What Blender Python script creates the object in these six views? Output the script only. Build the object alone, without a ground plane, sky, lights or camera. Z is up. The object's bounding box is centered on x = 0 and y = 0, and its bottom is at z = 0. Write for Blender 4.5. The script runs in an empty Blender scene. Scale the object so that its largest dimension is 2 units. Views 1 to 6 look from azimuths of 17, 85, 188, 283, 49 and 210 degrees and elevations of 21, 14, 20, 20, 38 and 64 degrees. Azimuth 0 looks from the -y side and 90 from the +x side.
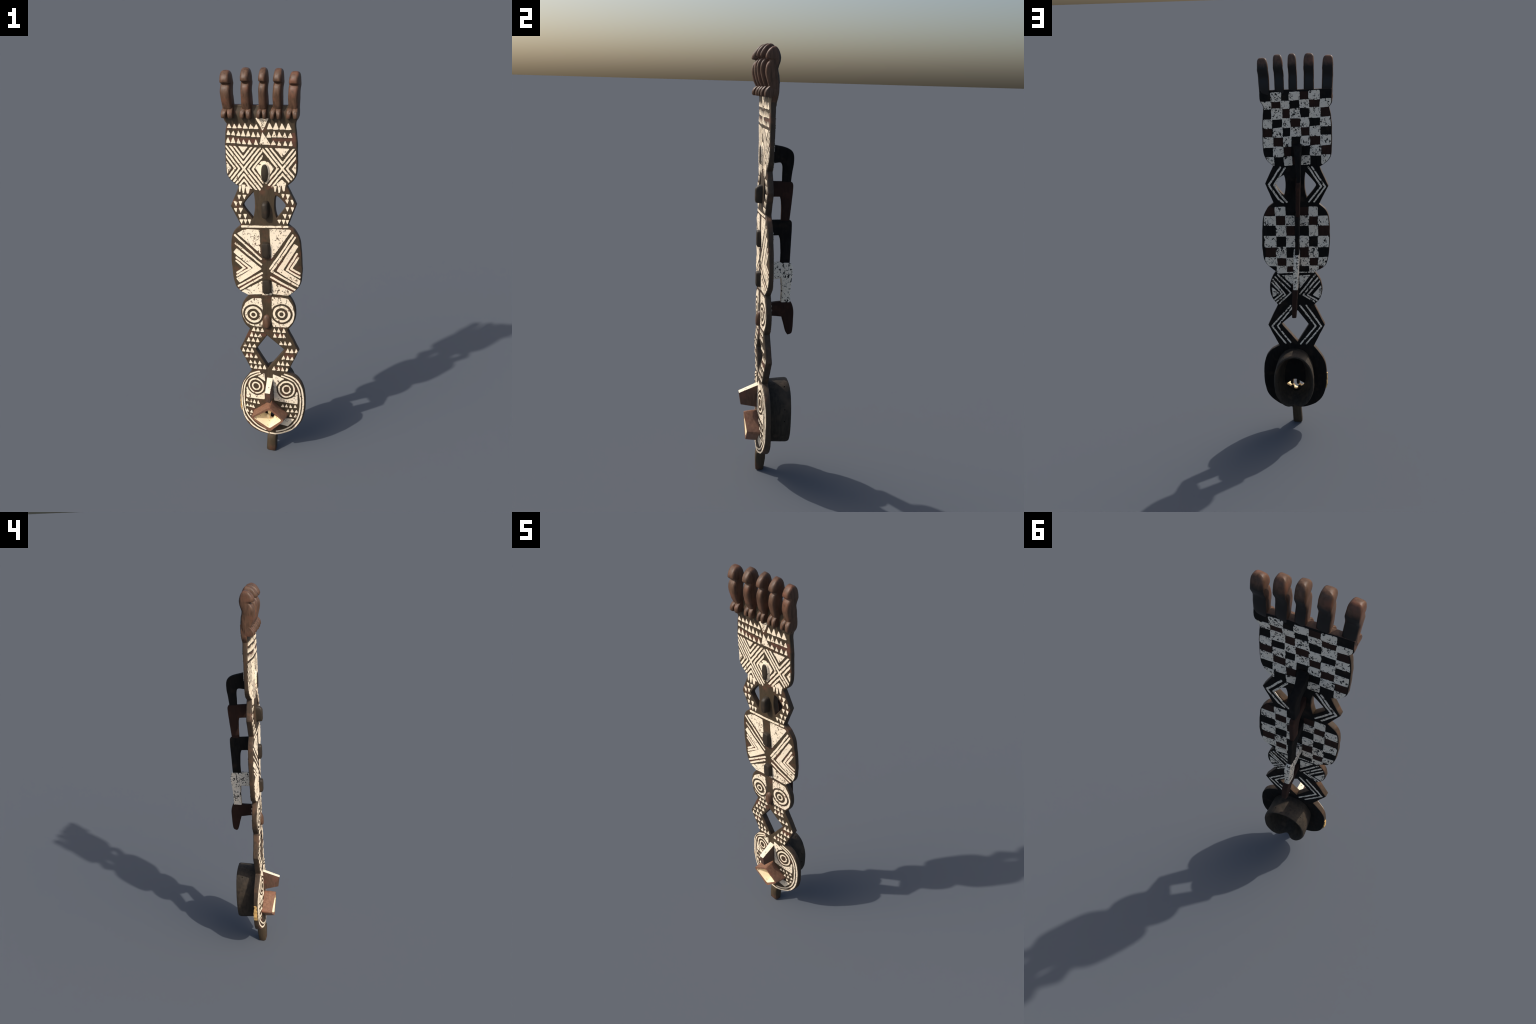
# A tall carved and painted plank mask: a round face with a cup behind it, a
# bent-leg / hip / torso / bent-arm plank above, a broad crest panel and five
# finger-like prongs on top, with a stepped handle down the back.
import bpy, bmesh, math, random
from mathutils import Vector, noise
from mathutils.geometry import delaunay_2d_cdt

rng = random.Random(7)

# --------------------------------------------------------------------------
# the plank's two curved faces: centre line, sideways tilt, bulge, thickness
# --------------------------------------------------------------------------
SPINE = [  # z, centre x, front y, tilt, bulge, edge thickness
    (0.00, .015, -.035, .080, .015, .026), (0.10, .020, -.037, .080, .018, .026),
    (0.20, .020, -.039, .080, .020, .026), (0.35, .020, -.041, .080, .020, .024),
    (0.49, .005, -.037, .095, .009, .025), (0.60, .005, -.036, .115, .006, .029),
    (0.80, .003, -.037, .110, .010, .023), (1.05, .000, -.040, .100, .011, .022),
    (1.27, -.003, -.042, .073, .005, .027), (1.40, -.005, -.040, .080, .004, .028),
    (1.55, -.012, -.042, .072, .009, .021), (1.74, -.018, -.044, .080, .009, .024),
    (1.80, -.018, -.044, .090, .008, .032), (2.00, -.018, -.044, .090, .008, .038)]


def lerp(a, b, t):
    return a + (b - a) * t


def table(rows, z):
    """Linear look-up in rows of (z, v1, v2, ...)."""
    up = rows[0][0] < rows[-1][0]
    rs = rows if up else rows[::-1]
    if z <= rs[0][0]:
        return rs[0][1:]
    for a, b in zip(rs, rs[1:]):
        if z <= b[0]:
            t = (z - a[0]) / (b[0] - a[0])
            return tuple(lerp(p, q, t) for p, q in zip(a[1:], b[1:]))
    return rs[-1][1:]


def front_y(x, z):
    xc, yc, tilt, bulge, thick = table(SPINE, z)
    u = x - xc
    top = min(1, max(0, (z - 1.785) / .05))        # the crest thins towards its top edge
    return yc + .002 + tilt * u + bulge * min((u / .17) ** 2, 1.2) + .008 * top * top * (3 - 2 * top)


def back_y(x, z):
    xc, yc, tilt, bulge, thick = table(SPINE, z)
    return yc + tilt * (x - xc) + bulge + thick


# --------------------------------------------------------------------------
# materials
# --------------------------------------------------------------------------
def new_material(name, rough=.6, spec=.3):
    m = bpy.data.materials.new(name)
    m.use_nodes = True
    nt = m.node_tree
    b = nt.nodes["Principled BSDF"]
    b.inputs["Roughness"].default_value = rough
    b.inputs["Specular IOR Level"].default_value = spec
    co = nt.nodes.new("ShaderNodeTexCoord")
    return m, nt, b, co.outputs["Object"]


def mapped(nt, co, scale):
    mp = nt.nodes.new("ShaderNodeMapping")
    mp.inputs["Scale"].default_value = scale
    nt.links.new(co, mp.inputs["Vector"])
    return mp.outputs["Vector"]


def noise_node(nt, vec, scale, detail=3, rough=.55, distort=0.0):
    n = nt.nodes.new("ShaderNodeTexNoise")
    n.inputs["Scale"].default_value = scale
    n.inputs["Detail"].default_value = detail
    n.inputs["Roughness"].default_value = rough
    n.inputs["Distortion"].default_value = distort
    nt.links.new(vec, n.inputs["Vector"])
    return n.outputs["Fac"]


def ramp(nt, fac, stops):
    r = nt.nodes.new("ShaderNodeValToRGB")
    e = r.color_ramp.elements
    while len(e) < len(stops):
        e.new(.5)
    for el, (p, c) in zip(e, stops):
        el.position = p
        el.color = (*c, 1) if len(c) == 3 else c
    nt.links.new(fac, r.inputs["Fac"])
    return r.outputs["Color"]


def mix(nt, fac, a, b):
    m = nt.nodes.new("ShaderNodeMix")
    m.data_type = 'RGBA'
    for sock, v in ((m.inputs[0], fac), (m.inputs[6], a), (m.inputs[7], b)):
        if isinstance(v, tuple):
            sock.default_value = (*v, 1)
        elif isinstance(v, (int, float)):
            sock.default_value = v
        else:
            nt.links.new(v, sock)
    return m.outputs[2]


def math_node(nt, op, a, b=0.0):
    m = nt.nodes.new("ShaderNodeMath")
    m.operation = op
    for sock, v in ((m.inputs[0], a), (m.inputs[1], b)):
        if isinstance(v, (int, float)):
            sock.default_value = v
        else:
            nt.links.new(v, sock)
    return m.outputs[0]


def bump(nt, bsdf, height, strength, dist):
    b = nt.nodes.new("ShaderNodeBump")
    b.inputs["Strength"].default_value = strength
    b.inputs["Distance"].default_value = dist
    nt.links.new(height, b.inputs["Height"])
    nt.links.new(b.outputs["Normal"], bsdf.inputs["Normal"])


def wood(name, dark, mid, red, red_amount=.5, rough=.55, spec=.35, grain=.5):
    """Stained, handled wood: two tones along the grain plus reddish clouds."""
    m, nt, b, co = new_material(name, rough, spec)
    grain_v = mapped(nt, co, (1, 1, .22))
    fine = noise_node(nt, grain_v, 90, 4, .6, .4)
    cloud = noise_node(nt, co, 17, 3, .6)
    base = mix(nt, ramp(nt, fine, [(.3, (0, 0, 0)), (.7, (1, 1, 1))]), dark, mid)
    cl = ramp(nt, cloud, [(.62 - .22 * red_amount, (0, 0, 0)), (.80 - .22 * red_amount, (1, 1, 1))])
    col = mix(nt, cl, base, red)
    nt.links.new(col, b.inputs["Base Color"])
    bump(nt, b, fine, grain, .0012)
    return m


def kaolin(name, white, speck, amount, rough=.75):
    """Chalky white paint, rubbed through to dark specks."""
    m, nt, b, co = new_material(name, rough, .2)
    v = mapped(nt, co, (1, 1, .75))
    fine = noise_node(nt, v, 100, 2.5, .55, 1.2)
    wide = noise_node(nt, co, 38, 2, .5)
    s = math_node(nt, 'ADD', fine, math_node(nt, 'MULTIPLY', wide, .35))
    mask = ramp(nt, s, [(amount, (0, 0, 0)), (amount + .045, (1, 1, 1))])
    tint = noise_node(nt, co, 30, 3, .5)
    warm = tuple(w * k for w, k in zip(white, (1.0, .95, .86)))
    base = mix(nt, tint, white, warm)
    stain = ramp(nt, noise_node(nt, co, 55, 4, .65), [(.56, (0, 0, 0)), (.78, (.45, .45, .45))])
    base = mix(nt, stain, base, tuple(w * k for w, k in zip(white, (.72, .62, .50))))
    nt.links.new(mix(nt, mask, base, speck), b.inputs["Base Color"])
    bump(nt, b, fine, .25, .0008)
    return m


M_FRONT = wood("stained_wood", (.046, .032, .017), (.074, .051, .029), (.115, .050, .029), .38)
M_SIDE = wood("edge_wood", (.046, .030, .018), (.080, .052, .032), (.125, .066, .036), .40)
M_BLACK = wood("black_paint", (.0085, .0080, .0075), (.016, .0140, .0122), (.030, .021, .015), .34, .8, .12)
M_RUST = wood("rust_brown_paint", (.029, .0145, .0105), (.044, .021, .015), (.060, .026, .017), .4, .75, .15)
M_RED = wood("red_earth_paint", (.085, .040, .025), (.130, .056, .034), (.150, .064, .040), .4)
M_LIP = wood("reddish_lip_wood", (.170, .080, .047), (.285, .145, .086), (.270, .105, .060), .45, .5, .4)
M_NOSE = wood("dark_nose_wood", (.085, .047, .032), (.135, .078, .054), (.160, .072, .048), .45, .5, .35)
M_LUG = wood("dark_lug_wood", (.022, .016, .010), (.042, .031, .020), (.060, .034, .020), .3)
M_CUP = wood("smoked_wood", (.030, .024, .0185), (.060, .047, .034), (.075, .054, .037), .45, .65, .2)
M_WHITE = kaolin("white_clay_paint", (.97, .845, .67), (.15, .095, .058), .80)
M_WORN = kaolin("worn_white_clay_paint", (.97, .85, .68), (.13, .085, .053), .76)
M_BACKWHITE = kaolin("flaking_white_clay_paint", (1.0, .885, .745), (.030, .026, .022), .735)
M_CREAM = kaolin("cream_clay_paint", (.97, .82, .56), (.20, .13, .07), .84)
M_RAW = wood("raw_chipped_wood", (.60, .36, .12), (.75, .47, .18), (.70, .40, .13), .4, .7, .2)


def prong_wood():
    """Brown polished wood; surfaces facing backwards turn near-black up to below the tips."""
    m = wood("polished_brown_wood", (.060, .032, .019), (.150, .080, .048), (.165, .070, .041), .40, .48, .32, .35)
    nt = m.node_tree
    b = nt.nodes["Principled BSDF"]
    col = b.inputs["Base Color"].links[0].from_socket
    co = next(n for n in nt.nodes if n.type == 'TEX_COORD').outputs["Object"]
    sep = nt.nodes.new("ShaderNodeSeparateXYZ")
    nt.links.new(co, sep.inputs[0])
    ragged = math_node(nt, 'MULTIPLY', noise_node(nt, co, 45, 3), .030)
    geo = nt.nodes.new("ShaderNodeNewGeometry")
    nsep = nt.nodes.new("ShaderNodeSeparateXYZ")
    nt.links.new(geo.outputs["Normal"], nsep.inputs[0])
    face = math_node(nt, 'ADD', nsep.outputs[1], math_node(nt, 'MULTIPLY', ragged, 12.0))
    back = ramp(nt, face, [(.62, (0, 0, 0)), (.85, (1, 1, 1))])
    height = math_node(nt, 'SUBTRACT', 1.980, math_node(nt, 'ADD', sep.outputs[2], ragged))
    low = ramp(nt, math_node(nt, 'MULTIPLY', height, 25.0), [(.0, (0, 0, 0)), (.6, (1, 1, 1))])
    fac = math_node(nt, 'MULTIPLY', back, low)
    nt.links.new(mix(nt, fac, col, (.016, .0135, .012)), b.inputs["Base Color"])
    return m


M_PRONG = prong_wood()

# --------------------------------------------------------------------------
# object helpers
# --------------------------------------------------------------------------
ROOT = bpy.data.objects.new("plank_mask", None)
bpy.context.scene.collection.objects.link(ROOT)
ROOT["label"] = "tall carved wooden plank mask painted with white geometric patterns"
ROOT["category"] = "wooden mask"


def add_object(name, me, parent, mats=()):
    for m in mats:
        me.materials.append(m)
    o = bpy.data.objects.new(name, me)
    bpy.context.scene.collection.objects.link(o)
    o.parent = parent
    return o


def finish(name, bm, parent, mats, angle=40, smooth=True):
    bmesh.ops.recalc_face_normals(bm, faces=bm.faces)
    me = bpy.data.meshes.new(name)
    bm.to_mesh(me)
    bm.free()
    if smooth:
        me.polygons.foreach_set("use_smooth", [True] * len(me.polygons))
        me.set_sharp_from_angle(angle=math.radians(angle))
    return add_object(name, me, parent, mats)


def round_corners(pts, turns=2, keep=70):
    """Chaikin rounding of the gentle corners; corners sharper than `keep` stay."""
    for _ in range(turns):
        out = []
        n = len(pts)
        for i, p in enumerate(pts):
            a, c = Vector(pts[i - 1]), Vector(pts[(i + 1) % n])
            b = Vector(p)
            turn = math.degrees((b - a).angle(c - b, 0))
            if turn > keep:
                out.append(tuple(b))
            else:
                out += [tuple(b.lerp(a, .25)), tuple(b.lerp(c, .25))]
        pts = out
    return pts


def slab_bmesh(loops, half, bevel, res=3):
    """Flat slab from closed 2D loops (first the outline, then the holes)."""
    cu = bpy.data.curves.new("slab", 'CURVE')
    cu.dimensions = '2D'
    cu.fill_mode = 'BOTH'
    cu.extrude = half - bevel
    cu.bevel_depth = bevel
    cu.bevel_resolution = res
    cu.offset = -bevel
    for lp in loops:
        sp = cu.splines.new('POLY')
        sp.points.add(len(lp) - 1)
        for p, (u, v) in zip(sp.points, lp):
            p.co = (u, v, 0, 1)
        sp.use_cyclic_u = True
    ob = bpy.data.objects.new("slab", cu)
    bpy.context.scene.collection.objects.link(ob)
    dg = bpy.context.evaluated_depsgraph_get()
    me = bpy.data.meshes.new_from_object(ob.evaluated_get(dg))
    bm = bmesh.new()
    bm.from_mesh(me)
    bpy.data.objects.remove(ob)
    bpy.data.curves.remove(cu)
    bpy.data.meshes.remove(me)
    bmesh.ops.remove_doubles(bm, verts=bm.verts, dist=1e-5)
    return bm


def cut_grid(bm, axis, lo, hi, step):
    k = lo
    while k < hi:
        co = [0, 0, 0]; no = [0, 0, 0]
        co[axis] = k; no[axis] = 1
        bmesh.ops.bisect_plane(bm, geom=bm.verts[:] + bm.edges[:] + bm.faces[:],
                               plane_co=co, plane_no=no, dist=1e-6)
        k += step


# --------------------------------------------------------------------------
# THE PLANK: one outline, later split by region
# --------------------------------------------------------------------------
LEFT = [  # crest, arm, torso, hip, leg, face (top to bottom)
    (-.187, 1.836), (-.188, 1.80), (-.188, 1.768), (-.173, 1.751), (-.182, 1.715), (-.187, 1.65),
    (-.187, 1.57), (-.184, 1.518), (-.172, 1.493), (-.140, 1.468), (-.125, 1.460),
    (-.168, 1.361), (-.121, 1.270),
    (-.150, 1.246), (-.167, 1.214), (-.173, 1.180), (-.174, 1.08), (-.171, 1.02), (-.164, .968),
    (-.148, .930), (-.093, .903),
    (-.121, .870), (-.134, .820), (-.132, .785), (-.117, .742), (-.090, .719),
    (-.145, .600), (-.084, .476),
    (-.108, .445), (-.132, .412), (-.149, .365), (-.153, .310), (-.152, .255), (-.142, .195),
    (-.112, .139), (-.058, .106)]
RIGHT = [
    (.156, 1.836), (.158, 1.80), (.156, 1.782), (.140, 1.758), (.149, 1.70), (.152, 1.60), (.151, 1.535),
    (.141, 1.502), (.114, 1.476), (.104, 1.468),
    (.147, 1.379), (.109, 1.279),
    (.138, 1.256), (.158, 1.222), (.167, 1.185), (.172, 1.10), (.173, 1.03), (.163, .956),
    (.107, .911),
    (.134, .870), (.143, .812), (.133, .762), (.101, .723),
    (.156, .606), (.102, .482),
    (.145, .461), (.173, .424), (.188, .370), (.191, .300), (.187, .236), (.170, .183), (.137, .143),
    (.084, .110), (.020, .097)]
# the upper plank sits a touch to one side of the face
LEFT = [(x + (.0025 if z > .49 else .001), z) for x, z in LEFT]
RIGHT = [(x + (.0018 if z > .49 else 0), z) for x, z in RIGHT]


def carve_wobble(pts, amp, step=.012):
    """Re-sample an outline and let it wander as a hand-carved edge does."""
    out = []
    for i, p in enumerate(pts):
        a, b = Vector(p), Vector(pts[(i + 1) % len(pts)])
        n = max(1, int((b - a).length / step))
        for k in range(n):
            q = a.lerp(b, k / n)
            out.append((q.x + amp * noise.noise((q.x * 28, q.y * 28, 3.1)),
                        q.y + amp * noise.noise((q.x * 28, q.y * 28, 9.7))))
    return out


outline = LEFT + RIGHT[::-1]
outline = carve_wobble(round_corners(outline, 2, 44), .0016)
ARM_GAPS = [[(-.052, 1.434), (-.080, 1.404), (-.105, 1.374), (-.104, 1.360), (-.057, 1.302), (-.047, 1.35), (-.047, 1.40)],
            [(.047, 1.402), (.054, 1.420), (.068, 1.414), (.100, 1.380), (.098, 1.366), (.057, 1.314), (.048, 1.345)]]
LEG_GAP = [(.000, .687), (-.058, .604), (.003, .502), (.086, .612)]
MOUTH_GAP = [(.088, .238), (.055, .264), (.022, .280), (-.012, .264), (-.044, .238), (-.012, .204), (.020, .184), (.055, .206)]
holes = [carve_wobble(round_corners(g, 2, 80), .001) for g in ARM_GAPS] + [LEG_GAP, round_corners(MOUTH_GAP, 1)]

bm = slab_bmesh([outline] + holes, .0125, .004, 3)
REGIONS = [("crest_panel", 1.466, 9), ("arms", 1.274, 1.466), ("torso_panel", .906, 1.274),
           ("hip_panel", .721, .906), ("legs", .480, .721), ("face", -1, .480)]
cut_grid(bm, 0, -.18, .19, .02)
cut_grid(bm, 1, .12, 1.83, .02)
for _, lo, hi in REGIONS[:-1]:
    cut_grid(bm, 1, lo, lo + .001, 1)
for v in bm.verts:
    x, z, d = v.co
    t = (d + .0125) / .025
    f, b = front_y(x, z), back_y(x, z)
    w = .0012 * noise.noise((x * 16, z * 16, 0)) + .0005 * noise.noise((x * 45, z * 45, 5))
    # front face is at +d in the flat slab
    v.co = (x, lerp(b, f, t) + w, z)
bmesh.ops.recalc_face_normals(bm, faces=bm.faces)
bm.normal_update()
for fc in bm.faces:
    fc.smooth = True
    ny = fc.normal.y
    fc.material_index = 0 if ny < -.72 else (1 if ny > .72 else 2)
    if fc.material_index == 2 and fc.calc_center_median().z > 1.755:
        fc.material_index = 3
whole = bpy.data.meshes.new("plank")
bm.to_mesh(whole)
bm.free()
whole.set_sharp_from_angle(angle=math.radians(50))
corner_normals = [tuple(c.vector) for c in whole.corner_normals]
PARTS = {}
for name, lo, hi in REGIONS:
    polys = [p for p in whole.polygons if lo <= p.center.z < hi]
    remap, verts, faces, mats, normals = {}, [], [], [], []
    for p in polys:
        f = []
        for vi in p.vertices:
            if vi not in remap:
                remap[vi] = len(verts)
                verts.append(tuple(whole.vertices[vi].co))
            f.append(remap[vi])
        faces.append(f)
        mats.append(p.material_index)
        normals += [corner_normals[i] for i in p.loop_indices]
    me = bpy.data.meshes.new(name)
    me.from_pydata(verts, [], faces)
    me.polygons.foreach_set("material_index", mats)
    me.polygons.foreach_set("use_smooth", [True] * len(faces))
    me.normals_split_custom_set(normals)
    PARTS[name] = add_object(name, me, ROOT, (M_FRONT, M_BLACK, M_SIDE, M_PRONG))
bpy.data.meshes.remove(whole)


def surface_wobble(x, z):
    return .0012 * noise.noise((x * 16, z * 16, 0)) + .0005 * noise.noise((x * 45, z * 45, 5))


# --------------------------------------------------------------------------
# painted marks: thin skins of paint lying on the plank's front or back
# --------------------------------------------------------------------------
def clip(poly, region):
    """Cut a polygon to a convex region (Sutherland-Hodgman)."""
    area = sum(a[0] * b[1] - b[0] * a[1] for a, b in zip(region, region[1:] + region[:1]))
    reg = region if area > 0 else region[::-1]
    out = list(poly)
    for a, b in zip(reg, reg[1:] + reg[:1]):
        if not out:
            return []
        src, out = out, []
        side = [(b[0] - a[0]) * (p[1] - a[1]) - (b[1] - a[1]) * (p[0] - a[0]) for p in src]
        for i, p in enumerate(src):
            q, sp, sq = src[i - 1], side[i], side[i - 1]
            if (sp >= 0) != (sq >= 0):
                t = sq / (sq - sp)
                out.append((lerp(q[0], p[0], t), lerp(q[1], p[1], t)))
            if sp >= 0:
                out.append(p)
    return out


def side_limits(z):
    """Plank edge at height z, left and right."""
    return table(EDGE_LEFT, z)[0], table(EDGE_RIGHT, z)[0]


lowest = min(range(len(outline)), key=lambda k: outline[k][1])
EDGE_LEFT = sorted((z, x) for x, z in outline[:lowest + 1] if z < 1.83)
EDGE_RIGHT = sorted((z, x) for x, z in outline[lowest:] if z < 1.83)


class Paint:
    """Collects painted shapes of one colour on one part."""

    def __init__(self, name, part, material, back=False, lift=.0012, rough=.0009):
        self.name, self.part, self.mat = name, part, material
        self.back, self.lift, self.rough = back, lift, rough
        self.bm = bmesh.new()
        self.count = 0

    def place(self, x, z, lift):
        y = back_y(x, z) if self.back else front_y(x, z)
        y += surface_wobble(x, z)
        return (x, y + lift if self.back else y - lift, z)

    def shape(self, poly, region=None, soften=.25, holes=()):
        if region:
            poly = clip(poly, region)
        if len(poly) < 3:
            return
        area = sum(a[0] * b[1] - b[0] * a[1] for a, b in zip(poly, poly[1:] + poly[:1])) / 2
        if abs(area) < 2e-5:
            return
        if area < 0:
            poly = poly[::-1]
        self.count += 1
        seed = self.count * 3.7
        loops = []
        for k, lp in enumerate([poly, *holes]):
            if soften:
                n = len(lp)
                lp2 = []
                for i, p in enumerate(lp):
                    a, b, c = Vector(lp[i - 1]), Vector(p), Vector(lp[(i + 1) % n])
                    la, lc = (a - b).length, (c - b).length
                    ra, rc = min(.0028, la * soften), min(.0028, lc * soften)
                    if la < 1e-6 or lc < 1e-6:
                        continue
                    lp2 += [tuple(b + (a - b) * ra / la), tuple(b + (c - b) * rc / lc)]
                lp = lp2
            dense = []
            for i, p in enumerate(lp):
                a, b = Vector(p), Vector(lp[(i + 1) % len(lp)])
                n = max(1, int((b - a).length / .0045))
                for s in range(n):
                    q = a.lerp(b, s / n)
                    w = self.rough
                    x = q.x + w * noise.noise((q.x * 150, q.y * 150, seed)) \
                        + 1.5 * w * noise.noise((q.x * 42, q.y * 42, seed + 9))
                    z = q.y + w * noise.noise((q.x * 150, q.y * 150, seed + 50)) \
                        + 1.5 * w * noise.noise((q.x * 42, q.y * 42, seed + 70))
                    lo, hi = side_limits(z)
                    dense.append((min(max(x, lo + .0042), hi - .0042), z))
            loops.append(dense)
        pts, edges = [], []
        for lp in loops:
            o = len(pts)
            pts += [Vector(p) for p in lp]
            edges += [(o + i, o + (i + 1) % len(lp)) for i in range(len(lp))]
        xs, zs = [p.x for p in pts], [p.y for p in pts]
        step = .014
        x = math.ceil(min(xs) / step) * step
        while x < max(xs):
            z = math.ceil(min(zs) / step) * step
            while z < max(zs):
                pts.append(Vector((x + 1e-4, z + 1.3e-4)))
                z += step
            x += step
        res = delaunay_2d_cdt(pts, edges, [], 2, 1e-6)   # inside only, holes kept open
        vs, es, fs = res[0], res[1], res[2]
        lift = self.lift + .00007 * (self.count % 6)     # overlapping strokes lie on one another
        top = [self.bm.verts.new(self.place(v.x, v.y, lift)) for v in vs]
        uses = {}
        for f in fs:
            try:
                self.bm.faces.new([top[i] for i in f])
            except ValueError:
                continue
            for i, j in zip(f, list(f[1:]) + [f[0]]):
                uses[frozenset((i, j))] = uses.get(frozenset((i, j)), 0) + 1
        low = {}
        for e, n in uses.items():
            if n == 1:
                i, j = tuple(e)
                for k in (i, j):
                    if k not in low:
                        low[k] = self.bm.verts.new(self.place(vs[k].x, vs[k].y, -.0012))
                try:
                    self.bm.faces.new([top[i], top[j], low[j], low[i]])
                except ValueError:
                    pass

    def triangle_up(self, x, z, w, h, region=None, lean=0):
        self.shape([(x - w / 2, z), (x + w / 2, z), (x + lean, z + h)], region, .16)

    def triangle_down(self, x, z, w, h, region=None, lean=0):
        self.shape([(x - w / 2, z), (x + lean, z - h), (x + w / 2, z)], region, .16)

    def row(self, x0, x1, n, z0, z1, w, h, up=True):
        for i in range(n):
            t = i / max(1, n - 1)
            x = lerp(x0, x1, t) + rng.uniform(-.0015, .0015)
            hh, ww = h * rng.uniform(.86, 1.12), w * rng.uniform(.90, 1.1)
            fn = self.triangle_up if up else self.triangle_down
            fn(x, lerp(z0, z1, t) + rng.uniform(-.001, .001), ww, hh, None, rng.uniform(-.003, .003))

    def line(self, pts, width, region=None, caps=True):
        """Brush line through points, mitred at its corners."""
        P = [Vector(p) for p in pts]
        L, R = [], []
        for i, p in enumerate(P):
            d0 = (p - P[i - 1]).normalized() if i else (P[1] - p).normalized()
            d1 = (P[i + 1] - p).normalized() if i < len(P) - 1 else d0
            t = d0 + d1
            t = t.normalized() if t.length > 1e-6 else d1
            nrm = Vector((-t.y, t.x))
            k = 1 / max(.45, nrm.dot(Vector((-d1.y, d1.x))))
            w = width / 2 * (1 + .12 * noise.noise((p.x * 60, p.y * 60, 2)))
            L.append(tuple(p + nrm * w * k))
            R.append(tuple(p - nrm * w * k))
        self.shape(L + R[::-1], region, .25)

    def disc(self, x, z, rx, rz, region=None, n=36):
        self.shape([(x + rx * math.cos(a * math.tau / n), z + rz * math.sin(a * math.tau / n))
                    for a in range(n)], region, 0)

    def ring(self, x, z, rx, rz, w, n=36):
        loop = lambda k: [(x + (rx - k) * math.cos(a * math.tau / n), z + (rz - k) * math.sin(a * math.tau / n))
                          for a in range(n)]
        self.shape(loop(0), None, 0, [loop(w)])

    def done(self):
        o = finish(self.name, self.bm, PARTS[self.part], (self.mat,), 35)
        o["kind"] = "stuff"
        return o


# ---- crest panel, front --------------------------------------------------
p = Paint("white_triangle_rows", "crest_panel", M_WHITE)
p.row(-.158, -.030, 6, 1.733, 1.731, .023, .026)
p.row(.031, .115, 4, 1.732, 1.728, .027, .032)
p.row(-.164, -.021, 7, 1.699, 1.694, .021, .027)
p.row(.027, .123, 5, 1.694, 1.693, .022, .028)
p.row(-.168, -.035, 6, 1.663, 1.659, .023, .026)
p.row(.047, .125, 4, 1.658, 1.655, .022, .027)
p.done()
p = Paint("worn_white_triangles", "crest_panel", M_WORN)
p.shape([(-.033, 1.781), (.026, 1.779), (-.003, 1.722)], None, .12)
p.shape([(-.018, 1.661), (.034, 1.660), (-.003, 1.718)], None, .12)
p.done()
p = Paint("red_bands", "crest_panel", M_RED, lift=.0006)
p.shape([(-.165, 1.690), (-.025, 1.686), (-.025, 1.664), (-.165, 1.670)])
p.shape([(.128, 1.715), (.146, 1.715), (.148, 1.650), (.130, 1.652)])
p.shape([(.04, 1.690), (.13, 1.690), (.13, 1.675), (.04, 1.675)])
p.done()

# the crossing chevrons: two X centres, level lines of |dx|/a - |dz|/b
A_STEP, B_STEP = .0208, .0262
XL, XR = (-.0955, 1.5445), (.0865, 1.551)
REGION_L = [(-.182, 1.651), (-.182, 1.55), (-.178, 1.512), (-.166, 1.495), (-.136, 1.471), (-.10, 1.455),
            (-.020, 1.443), (-.004, 1.465), (-.004, 1.646)]
REGION_R = [(.148, 1.643), (.148, 1.535), (.138, 1.506), (.11, 1.481), (.085, 1.468), (.03, 1.461),
            (.006, 1.478), (-.003, 1.505), (-.004, 1.646)]
p = Paint("white_chevrons", "crest_panel", M_WHITE)
worn = Paint("worn_white_chevron_hearts", "crest_panel", M_WORN)
for (cx, cz), region, levels, heart in ((XL, REGION_L, 2, 2.85), (XR, REGION_R, 1, 1.95)):
    far = 7
    for sx, sz in ((1, 1), (1, -1)):
        p.line([(cx - sx * far * A_STEP, cz - sz * far * B_STEP),
                (cx + sx * far * A_STEP, cz + sz * far * B_STEP)], .0092, region)
    for k in range(1, levels + 1):
        for s in (-1, 1):
            # opening sideways, then opening up or down
            inner = (s > 0) == (cx < 0)
            a = (cx + s * k * A_STEP, cz)
            p.line([(cx + s * (k + far) * A_STEP, cz - far * B_STEP), a,
                    (cx + s * (k + far) * A_STEP, cz + far * B_STEP)], .0088, region)
            b = (cx, cz + s * k * B_STEP)
            p.line([(cx - far * A_STEP, cz + s * (k + far) * B_STEP), b,
                    (cx + far * A_STEP, cz + s * (k + far) * B_STEP)], .0088, region)
    # solid hearts: at the top and at the outer side
    for kind in ("top", "side"):
        if kind == "top":
            tip = (cx, cz + heart * B_STEP)
            tri = [tip, (cx - 3 * A_STEP, tip[1] + 3 * B_STEP), (cx + 3 * A_STEP, tip[1] + 3 * B_STEP)]
        else:
            s = 1 if cx > 0 else -1
            tip = (cx + s * heart * A_STEP, cz)
            tri = [tip, (tip[0] + s * 3 * A_STEP, cz - 3 * B_STEP), (tip[0] + s * 3 * A_STEP, cz + 3 * B_STEP)]
        worn.shape(tri, region, .1)
worn.shape([(-.040, 1.550), (-.012, 1.583), (.004, 1.586), (.022, 1.578), (.046, 1.552),
            (.022, 1.512), (.012, 1.484), (-.004, 1.484), (-.014, 1.512)], None, .2)
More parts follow.
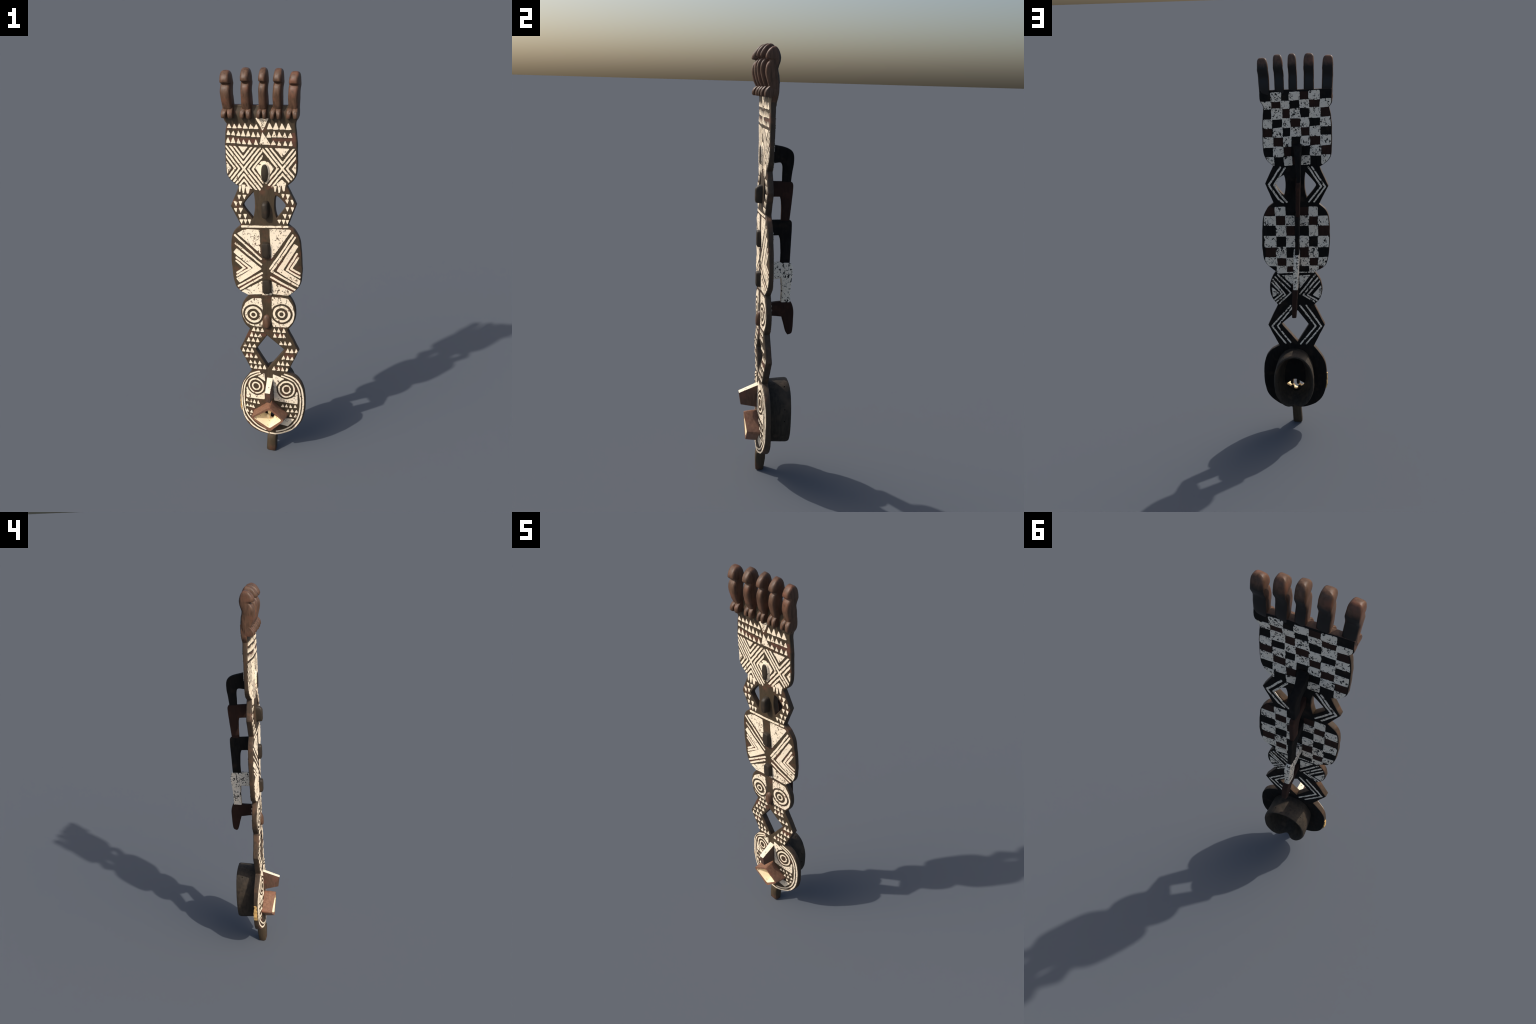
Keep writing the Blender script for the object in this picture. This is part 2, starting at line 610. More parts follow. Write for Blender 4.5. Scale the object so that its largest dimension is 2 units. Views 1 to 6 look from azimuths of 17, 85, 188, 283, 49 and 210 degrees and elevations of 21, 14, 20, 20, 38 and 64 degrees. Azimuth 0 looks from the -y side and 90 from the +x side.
# teeth hanging below the chevrons on to the arms
for x, z, w, h in ((-.116, 1.462, .013, .030), (-.099, 1.468, .019, .041), (-.078, 1.460, .024, .034),
                   (.052, 1.468, .016, .028), (.071, 1.478, .018, .042), (.092, 1.486, .022, .042)):
    p.shape([(x - w / 2, z), (x - w * .22, z - h), (x + w * .12, z - h), (x + w / 2, z)], None, .2)
p.shape([(.058, 1.478), (.084, 1.500), (.104, 1.478), (.095, 1.470), (.062, 1.468)])
p.done()
worn.done()

# ---- arms, front: pairs of hanging triangles -------------------------------
p = Paint("white_arm_triangles", "arms", M_WHITE)
for x, z, n in ((-.109, 1.418, 2), (-.128, 1.386, 2), (-.127, 1.352, 2), (-.108, 1.323, 2), (-.094, 1.297, 3),
                (.100, 1.430, 2), (.119, 1.404, 2), (.121, 1.368, 2), (.108, 1.334, 2), (.090, 1.306, 3)):
    span = .0245 if n == 2 else .037
    p.row(x - span / 2, x + span / 2, n, z, z + (.002 if x < 0 else -.001), .019, .024, up=False)
p.done()

# ---- torso, front ------------------------------------------------------------
p = Paint("white_torso_stripes", "torso_panel", M_WHITE)
p.line([(-.116, 1.262), (-.03, 1.266), (.05, 1.269), (.113, 1.271)], .010)
for pts in ([(-.152, 1.219), (-.017, 1.099)], [(-.150, 1.176), (-.017, 1.070)],
            [(-.149, 1.103), (-.077, 1.050), (-.149, 1.002)], [(-.149, 1.086), (-.105, 1.049), (-.147, 1.018)],
            [(-.014, 1.031), (-.143, .947)], [(-.017, 1.009), (-.133, .931)],
            [(.135, 1.234), (.077, 1.138), (.020, 1.050)],
            [(.146, 1.222), (.088, 1.130), (.029, 1.040), (.161, .961)],
            [(.154, 1.139), (.102, 1.050), (.167, 1.009)], [(.159, 1.118), (.123, 1.056), (.167, 1.030)],
            [(.023, 1.011), (.148, .940)]):
    p.line(pts, .0095)
p.line([(-.152, 1.138), (-.040, 1.051), (-.141, .979)], .027)
p.line([(.149, 1.180), (.069, 1.046), (.167, .981)], .024)
p.done()
p = Paint("worn_white_torso_fields", "torso_panel", M_WORN)
p.shape([(-.137, 1.226), (-.110, 1.244), (-.082, 1.251), (-.026, 1.250), (-.023, 1.128)])
p.shape([(.022, 1.257), (.120, 1.258), (.126, 1.252), (.028, 1.102)])
p.shape([(-.018, .987), (-.124, .923), (-.092, .908), (-.019, .916)])
p.shape([(.029, .987), (.138, .930), (.107, .914), (.028, .920)])
p.shape([(-.0185, .922), (.0275, .925), (.0275, .914), (-.0185, .911)], None, 0)
p.done()
p = Paint("red_bands", "torso_panel", M_RED, lift=.0006)
p.line([(-.148, 1.095), (-.090, 1.050), (-.148, 1.010)], .010)
p.line([(.157, 1.128), (.112, 1.052), (.167, 1.020)], .010)
p.line([(.024, 1.098), (.034, 1.116)], .014)
p.line([(-.020, 1.020), (-.14, .939)], .007)
p.line([(.03, 1.000), (.145, .932)], .008)
p.done()

# ---- hips, front: two big ringed eyes --------------------------------------------
HIP_EYES = ((-.066, .801), (.075, .812))
p = Paint("worn_white_eye_fields", "hip_panel", M_WORN)
p.shape([(-.025, .892), (-.070, .889), (-.106, .862), (-.123, .822), (-.121, .785), (-.098, .748), (-.066, .735),
         (-.022, .737), (-.020, .76), (-.019, .84)])
p.shape([(.028, .903), (.075, .901), (.107, .895), (.130, .855), (.138, .810), (.130, .770), (.106, .740),
         (.033, .738), (.026, .76), (.027, .85)])
p.done()
for i, (r, mat, kind) in enumerate(((.0535, M_FRONT, "dark_eye_ring"), (.0435, M_WHITE, "white_eye_ring"),
                                    (.0315, M_FRONT, "dark_eye_ring"), (.0185, M_WHITE, "white_eye_ring"),
                                    (.0105, M_FRONT, "dark_pupil"))):
    p = Paint(kind, "hip_panel", mat, lift=.0018 + .0005 * i)
    for k, (ex, ez) in enumerate(HIP_EYES):
        cut = [(-.2, .70), (-.0195, .70), (-.0195, .92), (-.2, .92)] if ex < 0 else \
              [(.0265, .70), (.2, .70), (.2, .92), (.0265, .92)]
        p.disc(ex, ez, r, r * 1.03, cut)
    p.done()

# ---- legs, front: rows of little triangles -----------------------------------------
p = Paint("white_leg_triangles", "legs", M_WHITE)
for x, z, n in ((-.046, .707, 3), (-.058, .676, 3), (-.072, .648, 3), (-.090, .616, 3), (-.099, .586, 3),
                (-.083, .554, 3), (-.063, .521, 3), (-.050, .493, 4),
                (.062, .710, 3), (.064, .680, 3), (.093, .640, 3), (.124, .597, 3), (.104, .556, 3),
                (.080, .523, 3), (.067, .491, 4)):
    span = .0225 * (n - 1)
    p.row(x - span / 2, x + span / 2, n, z, z - .001, .0205, .024)
p.done()
p = Paint("red_bands", "legs", M_RED, lift=.0006)
for x, z, w in ((.064, .692, .05), (.112, .575, .05), (.06, .503, .05), (-.02, .69, .03), (-.09, .57, .03)):
    p.shape([(x - w / 2, z + .009), (x + w / 2, z + .008), (x + w / 2, z - .009), (x - w / 2, z - .008)])
p.done()

# ---- face, front ----------------------------------------------------------------------
FACE_EYES = ((-.061, .391, .0425, .0460), (.098, .386, .0430, .0480))
p = Paint("white_rim_lines", "face", M_WHITE, rough=.0006)


def loop_points(pts):
    P = [Vector(q) for q in pts]
    out = []
    for i in range(len(P) - 1):
        a, b, c, d = P[max(i - 1, 0)], P[i], P[i + 1], P[min(i + 2, len(P) - 1)]
        for s in range(4):
            t = s / 4
            q = .5 * ((2 * b) + (c - a) * t + (2 * a - 5 * b + 4 * c - d) * t * t + (3 * b - a - 3 * c + d) * t ** 3)
            out.append(tuple(q))
    return out + [pts[-1]]


p.line(loop_points([(-.040, .477), (-.072, .467), (-.107, .442), (-.131, .402), (-.143, .352), (-.145, .295),
                    (-.141, .236), (-.127, .188), (-.098, .153), (-.064, .129), (-.024, .114), (.020, .108),
                    (.052, .111), (.092, .126), (.130, .148), (.158, .186), (.174, .232), (.1815, .290),
                    (.180, .348), (.171, .397), (.152, .434), (.126, .457), (.084, .473)]), .0082)
p.line(loop_points([(-.036, .4665), (-.066, .454), (-.098, .430), (-.119, .396), (-.129, .350), (-.131, .297),
                    (-.127, .244), (-.114, .204), (-.086, .171), (-.054, .145), (-.012, .126)]), .0070)
p.line(loop_points([(.040, .123), (.080, .136), (.116, .158), (.145, .194), (.160, .234), (.1675, .290),
                    (.1665, .345), (.1575, .390), (.140, .424), (.112, .446), (.070, .461)]), .0070)
for x0, x1, n, z in ((-.114, -.052, 4, .285), (-.115, -.080, 3, .255), (-.111, -.091, 2, .222),
                     (.076, .141, 4, .278), (.104, .146, 3, .248), (.119, .142, 2, .219)):
    p.row(x0, x1, n, z, z - .002, .017, .021)
p.triangle_up(-.096, .203, .010, .012)
p.done()
p = Paint("worn_white_cheek_fields", "face", M_WORN)
p.shape([(-.115, .373), (-.118, .311), (-.016, .316), (-.015, .40), (-.06, .40)], None, .08)
p.shape([(-.051, .449), (-.016, .469), (-.014, .423)], None, .12)
p.shape([(.027, .468), (.086, .445), (.060, .42), (.046, .397), (.030, .397)], None, .08)
p.shape([(.031, .396), (.034, .316), (.155, .299), (.153, .368), (.12, .385)], None, .08)
p.shape([(.080, .214), (.137, .205), (.103, .161), (.060, .172)], None, .15)
p.done()
for i, (k, mat, kind) in enumerate(((1.20, M_FRONT, "dark_eye_ring"), (1.0, M_WHITE, "white_eye_ring"),
                                    (.80, M_FRONT, "dark_eye_ring"), (.53, M_WHITE, "white_eye_ring"),
                                    (.35, M_FRONT, "dark_pupil"))):
    p = Paint(kind, "face", mat, lift=.0018 + .0005 * i)
    for ex, ez, rx, rz in FACE_EYES:
        p.disc(ex, ez, rx * k, rz * k)
    p.done()

# ---- back: chequers, arm stripes, hip chevrons, leg stripes ---------------------------
CREST_COLS = (.156, .106, .057, .018, -.030, -.073, -.127, -.190)
CREST_ROWS = (1.826, 1.786, 1.747, 1.700, 1.656, 1.612, 1.564, 1.514, 1.470)
CREST_EDGE = [(.16, 1.84), (.16, 1.468), (-.20, 1.466), (-.20, 1.84)]
TORSO_COLS = (.160, .102, .051, .006, -.020, -.066, -.111, -.170)
TORSO_ROWS = (1.256, 1.209, 1.159, 1.102, 1.044, .985, .940, .905)
TORSO_EDGE = [(.18, 1.262), (.18, .905), (-.18, .905), (-.18, 1.262)]
for part, cols, rows, edge, tilt, skip in (
        ("crest_panel", CREST_COLS, CREST_ROWS, CREST_EDGE, -.030, {(6, 3), (0, 0)}),
        ("torso_panel", TORSO_COLS, TORSO_ROWS, TORSO_EDGE, .012, {(r, 3) for r in range(9)})):
    white = Paint("white_chequers", part, M_BACKWHITE, back=True, rough=.0012)
    rust = Paint("rust_brown_chequers", part, M_RUST, back=True, lift=.0006, rough=.0012)
    for r in range(len(rows) - 1):
        for c in range(len(cols) - 1):
            if (r, c) in skip:
                continue
            j = lambda: rng.uniform(-.0022, .0022)
            g = .0012 if (r + c) % 2 else -.0012
            drift = -.0008 * r if part == "crest_panel" else 0
            x0, x1 = cols[c] + drift + g, cols[c + 1] + drift - g
            z0, z1 = rows[r] + g, rows[r + 1] - g
            quad = [(x0 + j(), z0 + tilt * x0 + j()), (x1 + j(), z0 + tilt * x1 + j()),
                    (x1 + j(), z1 + tilt * x1 + j()), (x0 + j(), z1 + tilt * x0 + j())]
            if (r + c) % 2:
                white.shape(quad, edge)
            elif ((c // 2) + (1 if r % 4 in (0, 1) else 0)) % 2:
                rust.shape(quad, edge)
    white.done()
    rust.done()

p = Paint("white_arm_stripes", "arms", M_BACKWHITE, back=True)
for pts, w in (([(.068, 1.463), (.130, 1.372), (.082, 1.296), (.058, 1.278)], .009),
               ([(.046, 1.460), (.104, 1.371), (.069, 1.314), (.040, 1.279)], .009),
               ([(-.066, 1.462), (-.131, 1.361), (-.066, 1.279)], .008),
               ([(-.084, 1.462), (-.150, 1.358), (-.092, 1.279)], .008)):
    p.line(pts, w)
p.done()
p = Paint("white_hip_chevrons", "hip_panel", M_BACKWHITE, back=True)
p.line([(.100, .9035), (.0, .9045), (-.098, .902)], .0062)
for pts in ([(.100, .896), (.030, .818)], [(.115, .884), (.033, .790), (.098, .727)],
            [(.126, .870), (.062, .779), (.115, .736)], [(.131, .853), (.080, .786), (.120, .750)],
            [(-.096, .890), (-.030, .802), (-.012, .780)], [(-.110, .874), (-.031, .776), (-.098, .731)],
            [(-.122, .857), (-.053, .776), (-.110, .738)]):
    p.line(pts, .0075)
p.shape([(.078, .890), (.008, .889), (.022, .833)])
p.shape([(-.012, .886), (-.070, .888), (-.014, .812)])
p.shape([(.132, .826), (.092, .786), (.128, .768)])
p.shape([(-.129, .834), (-.080, .776), (-.122, .752)])
p.done()
p = Paint("white_leg_stripes", "legs", M_BACKWHITE, back=True)
for pts in ([(.034, .719), (.137, .600), (.066, .492)], [(.022, .712), (.109, .600), (.040, .496)],
            [(-.044, .719), (-.124, .594), (-.040, .487)], [(-.012, .719), (-.095, .595), (-.010, .487)]):
    p.line(pts, .0078)
p.done()

# ---- raw wood showing where the face's edge is chipped ----------------------------------
bm = bmesh.new()
for i in range(9):
    z = lerp(.222, .312, i / 8)
    x = -.1545 + .0008 * math.sin(i * 2.1) + (.006 if z < .245 else 0) * (.245 - z) / .025
    a, b = front_y(-.15, z), back_y(-.15, z)
    for t in (.22, .5, .8) if i > 5 else (.12, .5, .95):
        bm.verts.new((x - .0008 * (t == .5), lerp(a, b, t + .08 * math.sin(i * 3.3)), z))
bm.verts.ensure_lookup_table()
for i in range(8):
    for k in range(2):
        q = i * 3 + k
        bm.faces.new([bm.verts[j] for j in (q, q + 1, q + 4, q + 3)])
me = bpy.data.meshes.new("wood_chip")
bm.to_mesh(me)
bm.free()
chip = add_object("wood_chip", me, PARTS["face"], (M_RAW,))
sol = chip.modifiers.new("thick", 'SOLIDIFY')
sol.thickness = .006
sol.offset = -1 if me.polygons[0].normal.x < 0 else 1


# --------------------------------------------------------------------------
# lofts
# --------------------------------------------------------------------------
def loft(bm, rings, close_ends=True, cyclic=False, mats=None):
    vr = [[bm.verts.new(q) for q in r] for r in rings]
    n = len(vr[0])
    pairs = list(zip(vr, vr[1:])) + ([(vr[-1], vr[0])] if cyclic else [])
    for s, (a, b) in enumerate(pairs):
        for i in range(n):
            f = bm.faces.new([a[i], a[(i + 1) % n], b[(i + 1) % n], b[i]])
            if mats:
                f.material_index = mats[s]
    if close_ends and not cyclic:
        bm.faces.new(vr[0])
        bm.faces.new(vr[-1][::-1])
    return vr


def super_ring(cx, cy, z, rx, ry, e=2.8, n=28):
    out = []
    for i in range(n):
        a = math.tau * i / n
        c, s = math.cos(a), math.sin(a)
        out.append((cx + rx * math.copysign(abs(c) ** (2 / e), c),
                    cy + ry * math.copysign(abs(s) ** (2 / e), s), z))
    return out


# ---- five prongs: bent finger figures, each standing on two little feet -------------------
PRONG_PROFILE = [  # height, front y, back y, width factor
    (1.790, -.016, .004, .96), (1.812, -.027, .0090, .98), (1.822, -.0295, .0120, 1.0), (1.840, -.0355, .0150, 1.0),
    (1.870, -.0430, .0110, 1.0), (1.882, -.0450, .0075, 1.0), (1.895, -.0455, .0055, 1.0), (1.908, -.0430, .0085, 1.0),
    (1.918, -.0385, .0120, 1.0), (1.926, -.0310, .0145, 1.0), (1.930, -.0290, .0150, 1.0), (1.9325, -.0335, .0155, 1.0),
    (1.935, -.0435, .0160, 1.0), (1.940, -.0460, .0165, 1.0), (1.951, -.0445, .0145, .99), (1.963, -.0395, .0105, .96),
    (1.973, -.0330, .0055, .89), (1.980, -.0260, .0000, .76), (1.984, -.0200, -.0050, .56), (1.986, -.0150, -.0100, .25)]
PRONGS = [  # base x, tip x, half width, tip height, depth factor
    (-.160, -.167, .0265, 1.989, 1.16), (-.076, -.0775, .0255, 2.000, 1.24), (-.0015, .002, .0215, 2.000, 1.26),
    (.061, .0695, .0240, 1.997, 1.18), (.1335, .1435, .0258, 1.984, 1.02)]
for bx, tx, hw, tip, deep in PRONGS:
    bm = bmesh.new()
    front_w, skew = (.78, .0045) if deep > 1.17 else (.86, .0)
    shift = -.033 * (.14 - lerp(bx, tx, .6)) / .31
    rings = []
    for z, f, b, wf in PRONG_PROFILE:
        t = (z - 1.79) / (1.986 - 1.79)
        zz = lerp(1.79, tip, t)
        b2 = b
        f2 = b + (f - b) * lerp(1, deep, min(1, max(0, (z - 1.795) / .03)))
        cx = lerp(bx, tx, t)
        ring = super_ring(cx, (f2 + b2) / 2 + shift, zz, hw * wf, (b2 - f2) / 2, 4.0)
        mid = (f2 + b2) / 2 + shift
        ring = [(cx + (x - cx) * lerp(1.05, front_w, min(1, max(0, (mid - y) / max(1e-4, b2 - f2) + .5))), y, z_)
                for x, y, z_ in ring]
        ring = [(x + skew * min(1, max(0, (mid - y) / max(1e-4, b2 - f2) + .5)) * min(1, (z - 1.79) / .06), y, z_)
                for x, y, z_ in ring]
        rings.append([(x + .0018 * noise.noise((x * 36, y * 36, z_ * 36)),
                       y + .0018 * noise.noise((x * 30, y * 30, z_ * 30 + 7)), z_) for x, y, z_ in ring])
    loft(bm, rings)
    finger = finish("prong", bm, ROOT, (M_PRONG,), 50)
    # feet: two flaring wedges in front of the plank
    bm = bmesh.new()
    for s in (-1, 1):
        rings = []
        for z, inner, outer, out in ((1.829, .000, .86, .000), (1.822, .000, .92, .0105), (1.814, .0008, .97, .0185), (1.806, .0025, 1.0, .0230),
                                     (1.797, .0045, 1.02, .0255), (1.786, .0065, 1.0, .0255), (1.7805, .0075, .96, .022)):
            x0, x1 = bx + s * inner, bx + s * hw * outer * .98
            y1 = front_y(bx, 1.79) + .008
            y0 = front_y(bx, 1.79) - out * (1.3 if bx < -.1 else 1)
            m = .004 * min(1, (y1 - y0) / .02)
            xa, xb = min(x0, x1), max(x0, x1)
            ring = [(xa, y1, z), (xb, y1, z), (xb, y0 + m, z), (xb - m, y0, z), (xa + m, y0, z), (xa, y0 + m, z)]
            rings.append(ring)
        loft(bm, rings)
    finish("prong_foot", bm, finger, (M_PRONG,), 40)

# ---- small lugs standing up from the front spine ------------------------------------------
def lug(name, rings, mats, side_mat=None, e=2.6, parent="torso_panel"):
    """rings: (protrusion, centre x, centre z, half width, half height)."""
    bm = bmesh.new()
    lofted = []
    for out, cx, cz, rx, rz in rings:
        r = []
        for i in range(28):
            a = math.tau * i / 28
            c, s = math.cos(a), math.sin(a)
            x = cx + rx * math.copysign(abs(c) ** (2 / e), c)
            z = cz + rz * math.copysign(abs(s) ** (2 / e), s)
            r.append((x, front_y(cx, cz) - out + .06 * (x - cx), z))
        lofted.append(r)
    loft(bm, lofted, True, False, side_mat)
    return finish(name, bm, PARTS[parent], mats, 45)


lug("crest_lug", [(-.006, .008, 1.529, .0205, .046), (.006, .007, 1.529, .0185, .0445), (.010, .006, 1.529, .0165, .042),
                  (.0125, .005, 1.529, .0150, .040), (.014, .005, 1.529, .011, .036)],
    (M_WORN, M_LUG), [0, 0, 1, 1], 2.4, "crest_panel")
for f in bpy.data.objects["crest_lug"].data.polygons:
    if len(f.vertices) > 4:
        f.material_index = 1
lug("chest_lug", [(-.006, .006, 1.354, .019, .043), (.012, .006, 1.354, .017, .041), (.022, .006, 1.352, .0155, .038),
                  (.028, .006, 1.350, .0135, .034), (.031, .006, 1.352, .008, .026)], (M_LUG,), None, 3.4, "arms")
lug("belly_lug", [(-.006, .004, 1.150, .020, .040), (.014, .004, 1.150, .0185, .038), (.018, .004, 1.152, .0165, .034),
                  (.0195, .004, 1.153, .012, .028)], (M_LUG,), None, 4.5)
lug("navel_lug", [(-.006, .005, .960, .021, .037), (.014, .005, .960, .0195, .0355), (.019, .005, .961, .0175, .032),
                  (.0205, .005, .962, .012, .026)], (M_LUG,), None, 4.5)
lug("hip_lug", [(-.006, .001, .769, .0205, .038), (.006, .001, .767, .0200, .036), (.013, .001, .762, .018, .029),
                (.0165, .001, .758, .013, .020), (.0175, .001, .756, .006, .010)], (M_PRONG,), None, 2.2, "hip_panel")

# ---- nose: a wedge with a white ridge -------------------------------------------------------
bm = bmesh.new()
base = [(-.0035, -.030, .449), (.0275, -.026, .447), (.0300, -.026, .328), (-.0010, -.030, .330)]
tip = [(.0110, -.128, .4095), (.0365, -.1255, .4075), (.0350, -.1165, .347), (.0110, -.119, .350)]
B = [bm.verts.new(q) for q in base]
T = [bm.verts.new(q) for q in tip]
for i in range(4):
    f = bm.faces.new([B[i], B[(i + 1) % 4], T[(i + 1) % 4], T[i]])
    f.material_index = 1 if i == 0 else 0
bm.faces.new(T)
bm.faces.new(B[::-1])
bmesh.ops.bevel(bm, geom=bm.edges[:], offset=.0022, segments=2, affect='EDGES', profile=.6, material=-1)
finish("nose", bm, PARTS["face"], (M_NOSE, M_WHITE), 30)

# ---- mouth: a projecting diamond funnel with four teeth --------------------------------------
def diamond(T, R, B, L, soft=.12, n=4):
    out = []
    P = [Vector(q) for q in (T, R, B, L)]
    for i in range(4):
        a, b, c = P[i - 1], P[i], P[(i + 1) % 4]
        s, e = b.lerp(a, soft), b.lerp(c, soft)
        for k in range(n):
            t = k / (n - 1)
            out.append(tuple(s.lerp(b, t).lerp(b.lerp(e, t), t)))
        for k in (1, 2, 3):
            out.append(tuple(e.lerp(c.lerp(b, soft), k / 4)))
    return out


out_base = diamond((.018, -.020, .318), (.112, -.012, .233), (.021, -.018, .146), (-.084, -.030, .236))
out_mid = diamond((.023, -.075, .315), (.106, -.062, .233), (.021, -.066, .150), (-.082, -.070, .232))
out_rim = diamond((.0255, -.1015, .3105), (.100, -.087, .233), (.0210, -.0905, .154), (-.0800, -.0950, .2295))
in_rim = diamond((.0245, -.0995, .2945), (.0860, -.0870, .2325), (.0205, -.0890, .1745), (-.0655, -.0930, .2285))
in_mid = diamond((.0245, -.060, .280), (.078, -.052, .233), (.0205, -.058, .192), (-.048, -.055, .233))
in_end = diamond((.0245, -.030, .266), (.072, -.026, .233), (.0205, -.030, .202), (-.030, -.034, .233))
in_back = diamond((.0245, -.022, .268), (.075, -.016, .233), (.0205, -.022, .200), (-.033, -.026, .233))
bm = bmesh.new()
loft(bm, [out_base, out_mid, out_rim, in_rim, in_mid, in_end, in_back], False, True, [0, 0, 0, 1, 1, 1, 2])
mouth = finish("mouth", bm, PARTS["face"], (M_LIP, M_CREAM, M_CUP), 18)
for x, z, hz, s in ((.042, .252, .020, 1), (.008, .252, .019, 1), (.039, .207, .018, -1), (.001, .208, .019, -1)):
    bm = bmesh.new()
    rings = []
    for y, k in ((-.046, .80), (-.043, 1), (-.020, 1)):
        r = super_ring(x, 0, 0, .0085 * k, hz * k, 3.5, 20)
        rings.append([(q[0], y, z + q[1]) for q in r])
    loft(bm, rings, True, False, [0, 0])
    bm.faces.ensure_lookup_table()
    bm.faces[-1].material_index = 1
    finish("tooth", bm, mouth, (M_CREAM, M_CUP), 45)

# ---- cup for the wearer's head, behind the face ---------------------------------------------
def cup_ring(y, rx, rz, zc, shrink=0.0, notch=0.0, e=2.25, n=72, xc=.0165):
    out = []
    for i in range(n):
        a = math.tau * i / n
        c, s = math.cos(a), math.sin(a)
        x = xc + (rx - shrink) * math.copysign(abs(c) ** (2 / e), c)
        z = zc + (rz - shrink) * math.copysign(abs(s) ** (2 / e), s)
        yy = y + .0015 + .088 * (x - .0165)
        if s < 0:
            yy -= notch * math.exp(-((x - .016) / .024) ** 2)
        if s > 0:
            yy -= .003 * s ** 10 * (notch > 0)
        if s < -.8:
            yy -= .006 * (notch > 0) * ((-s - .8) / .2)
        w = .0026 * noise.noise((x * 16, yy * 16, z * 16)) + .0008 * noise.noise((x * 60, yy * 60, z * 60))
        out.append((x + w * c, yy, z + w * s))
    return out


bm = bmesh.new()
loft(bm, [cup_ring(-.004, .101, .152, .311, xc=.022), cup_ring(.030, .103, .155, .311, xc=.0205),
          cup_ring(.070, .106, .158, .311, 0, .008, xc=.018),
          cup_ring(.098, .1065, .159, .311, 0, .026), cup_ring(.106, .106, .159, .311, .0025, .028),
          cup_ring(.107, .106, .159, .311, .007, .028), cup_ring(.103, .106, .159, .311, .012, .028),
          cup_ring(.070, .106, .158, .310, .021, .010, xc=.018), cup_ring(.040, .106, .155, .308, .031, xc=.020),
          cup_ring(.015, .106, .154, .304, .043, xc=.021), cup_ring(-.004, .106, .152, .302, .052, xc=.021)],
     False, True)
cup = finish("cup", bm, ROOT, (M_CUP,), 45)
# small lacing holes round the rim
bm = bmesh.new()
for x, z in ((.112, .452), (.121, .359), (.121, .300), (-.075, .431), (-.088, .361), (-.088, .312), (-.078, .253)):
    y = (.086 if x > 0 else .068)
    d = 1 if x > 0 else -1
    rings = []
    for k in (-.05, .05):
        rings.append([(x + k, y + .003 * math.cos(a * math.tau / 10), z + .003 * math.sin(a * math.tau / 10))
                      for a in range(10)])
    loft(bm, rings)
bmesh.ops.recalc_face_normals(bm, faces=bm.faces)
me = bpy.data.meshes.new("drill")
bm.to_mesh(me)
bm.free()
drill = bpy.data.objects.new("drill", me)
bpy.context.scene.collection.objects.link(drill)
bo = cup.modifiers.new("lacing_holes", 'BOOLEAN')
bo.operation = 'DIFFERENCE'
bo.object = drill
bo.solver = 'EXACT'
dg = bpy.context.evaluated_depsgraph_get()
new = bpy.data.meshes.new_from_object(cup.evaluated_get(dg))
cup.modifiers.clear()
cup.data = new
bpy.data.objects.remove(drill)

# ---- peg under the chin ------------------------------------------------------------------------
bm = bmesh.new()
rings = []
for z, x0, x1, y0, y1 in ((0, -.0095, .0355, -.036, -.002), (.004, -.0115, .0375, -.0385, .000), (.03, -.0105, .0385, -.0395, .0035),
                          (.06, -.0085, .0390, -.0400, .0075), (.088, -.007, .040, -.0395, .0080), (.102, -.006, .041, -.0270, .0080), (.13, -.006, .041, -.020, .0080)):
    m = .005
    rings.append([(x0 + m, y0, z), (x1 - m, y0, z), (x1, y0 + m, z), (x1, y1 - m, z), (x1 - m, y1, z),
                  (x0 + m, y1, z), (x0, y1 - m, z), (x0, y0 + m, z)])
loft(bm, rings)
finish("peg", bm, ROOT, (M_FRONT,), 50)

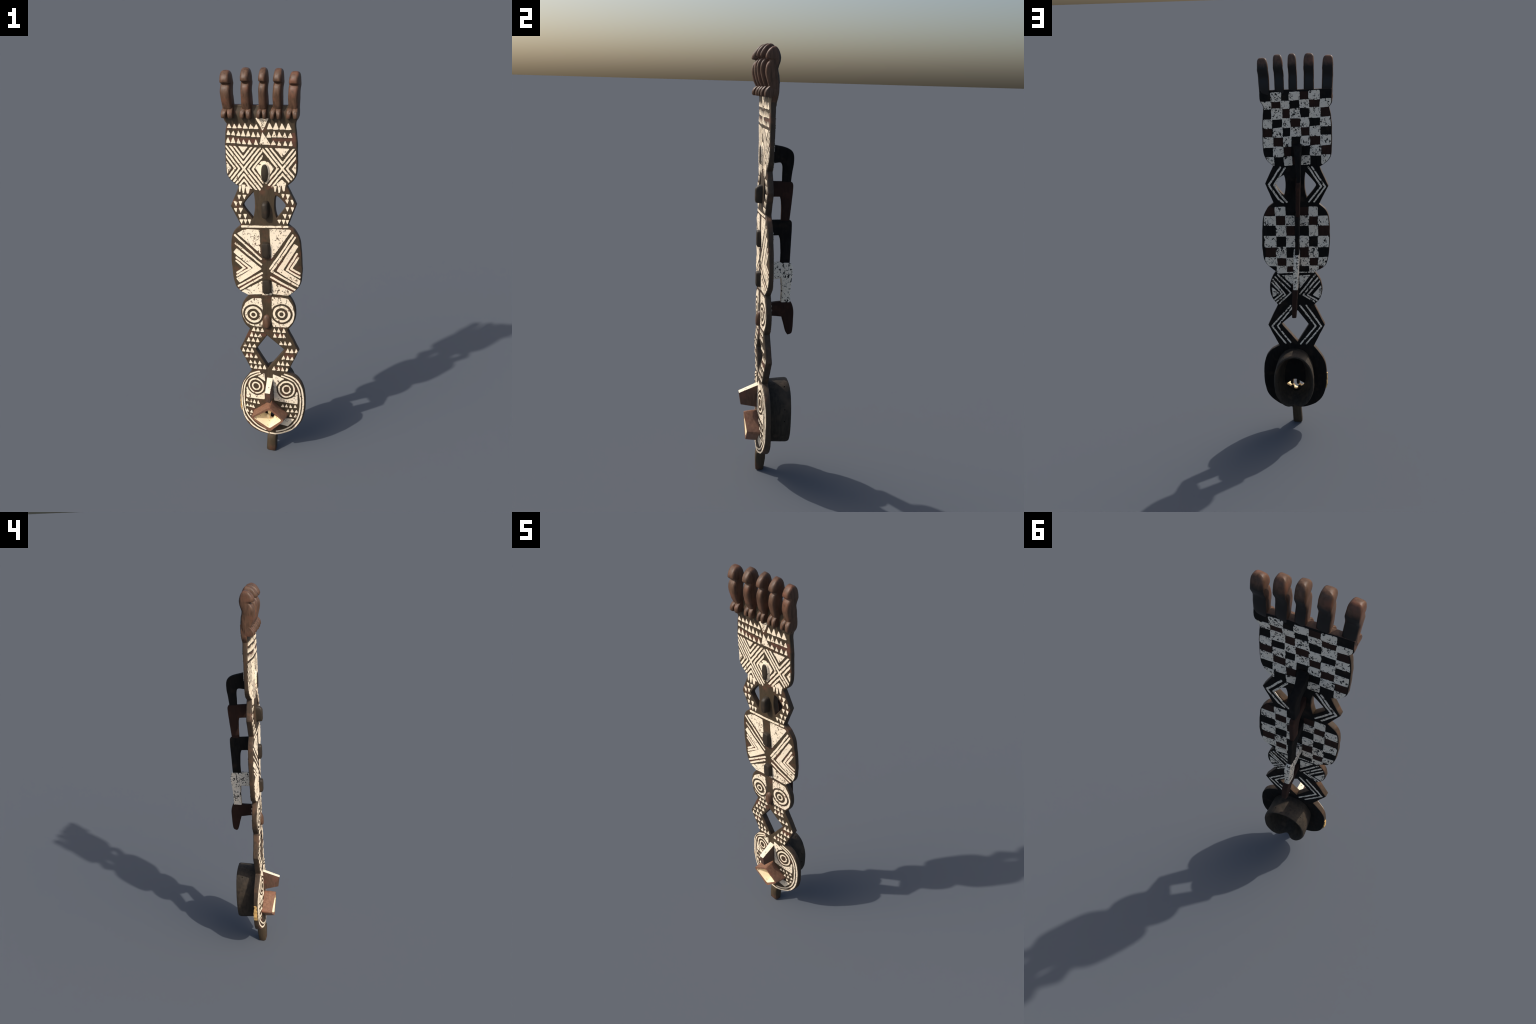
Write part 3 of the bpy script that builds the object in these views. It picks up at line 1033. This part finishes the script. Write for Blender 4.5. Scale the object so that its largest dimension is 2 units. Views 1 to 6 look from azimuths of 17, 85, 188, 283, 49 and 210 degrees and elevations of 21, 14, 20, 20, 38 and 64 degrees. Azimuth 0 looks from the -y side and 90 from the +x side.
# ---- stepped handle on the back: five bird-like steps, one below the other ------------------------
HANDLE_LINE = [(.70, .006, .0120), (.784, .002, .0125), (.857, -.003, .0130), (.97, -.008, .0140), (1.04, -.013, .0110),
               (1.10, -.0155, .0095), (1.246, -.0205, .0098), (1.34, -.024, .0100), (1.42, -.028, .0100), (1.48, -.028, .0120), (1.57, -.026, .0165)]
IN = -.012
STEPS = [
    (M_BLACK, [(IN, 1.576), (.015, 1.571), (.068, 1.561), (.094, 1.547), (.104, 1.522), (.103, 1.49), (.097, 1.45),
               (.093, 1.402), (.053, 1.402), (.054, 1.474), (.049, 1.489), (.040, 1.494), (.010, 1.489), (IN, 1.488)]),
    (M_RUST, [(IN, 1.411), (.050, 1.4085), (.094, 1.4085), (.103, 1.401), (.105, 1.376), (.098, 1.305), (.091, 1.227),
              (.052, 1.227), (.053, 1.315), (.046, 1.339), (.020, 1.340), (IN, 1.338)]),
    (M_BLACK, [(IN, 1.233), (.050, 1.2335), (.092, 1.2335), (.101, 1.229), (.104, 1.216), (.104, 1.186), (.101, 1.09),
               (.099, 1.031), (.055, 1.031), (.057, 1.085), (.052, 1.145), (.044, 1.163), (.020, 1.163), (IN, 1.162)]),
    (M_BACKWHITE, [(IN, 1.034), (.050, 1.0375), (.099, 1.0375), (.110, 1.029), (.115, 1.0), (.112, .968), (.105, .904),
                   (.107, .845), (.062, .844), (.064, .913), (.059, .961), (.020, .960), (IN, .955)]),
    (M_RUST, [(IN, .843), (.050, .8505), (.107, .8525), (.114, .845), (.121, .823), (.124, .801), (.123, .75), (.121, .705), (.114, .695),
              (.099, .691), (.089, .702), (.078, .745), (.069, .779), (.020, .785), (IN, .784)])]
for mat, prof in STEPS:
    pr = carve_wobble(round_corners(prof, 2, 62), .0009, .01)
    z_top, z_bot = max(q[1] for q in prof), min(q[1] for q in prof)
    bm = slab_bmesh([pr], .0120, .0055, 3)
    cut_grid(bm, 1, .70, 1.58, .02)
    cut_grid(bm, 0, .0, .12, .02)
    for v in bm.verts:
        y, z, d = v.co
        cx, half = table(HANDLE_LINE, z)
        root = max(0, 1 - max(0, y) / .05)
        half *= (1 + .35 * root ** 2) * (1 - .10 * (z_top - z) / (z_top - z_bot))
        xo = cx + d / .0120 * half
        xo += .009 * root
        v.co = (xo + .0008 * noise.noise((y * 30, z * 30, 1)),
                y + .003 * (z - 1.1) + table(SPINE, z)[2] * (xo - cx), z)
    finish("handle_step", bm, ROOT, (mat,), 50)

for o in list(bpy.data.objects):
    if o.type == 'MESH' and not o.data.polygons:
        bpy.data.objects.remove(o)
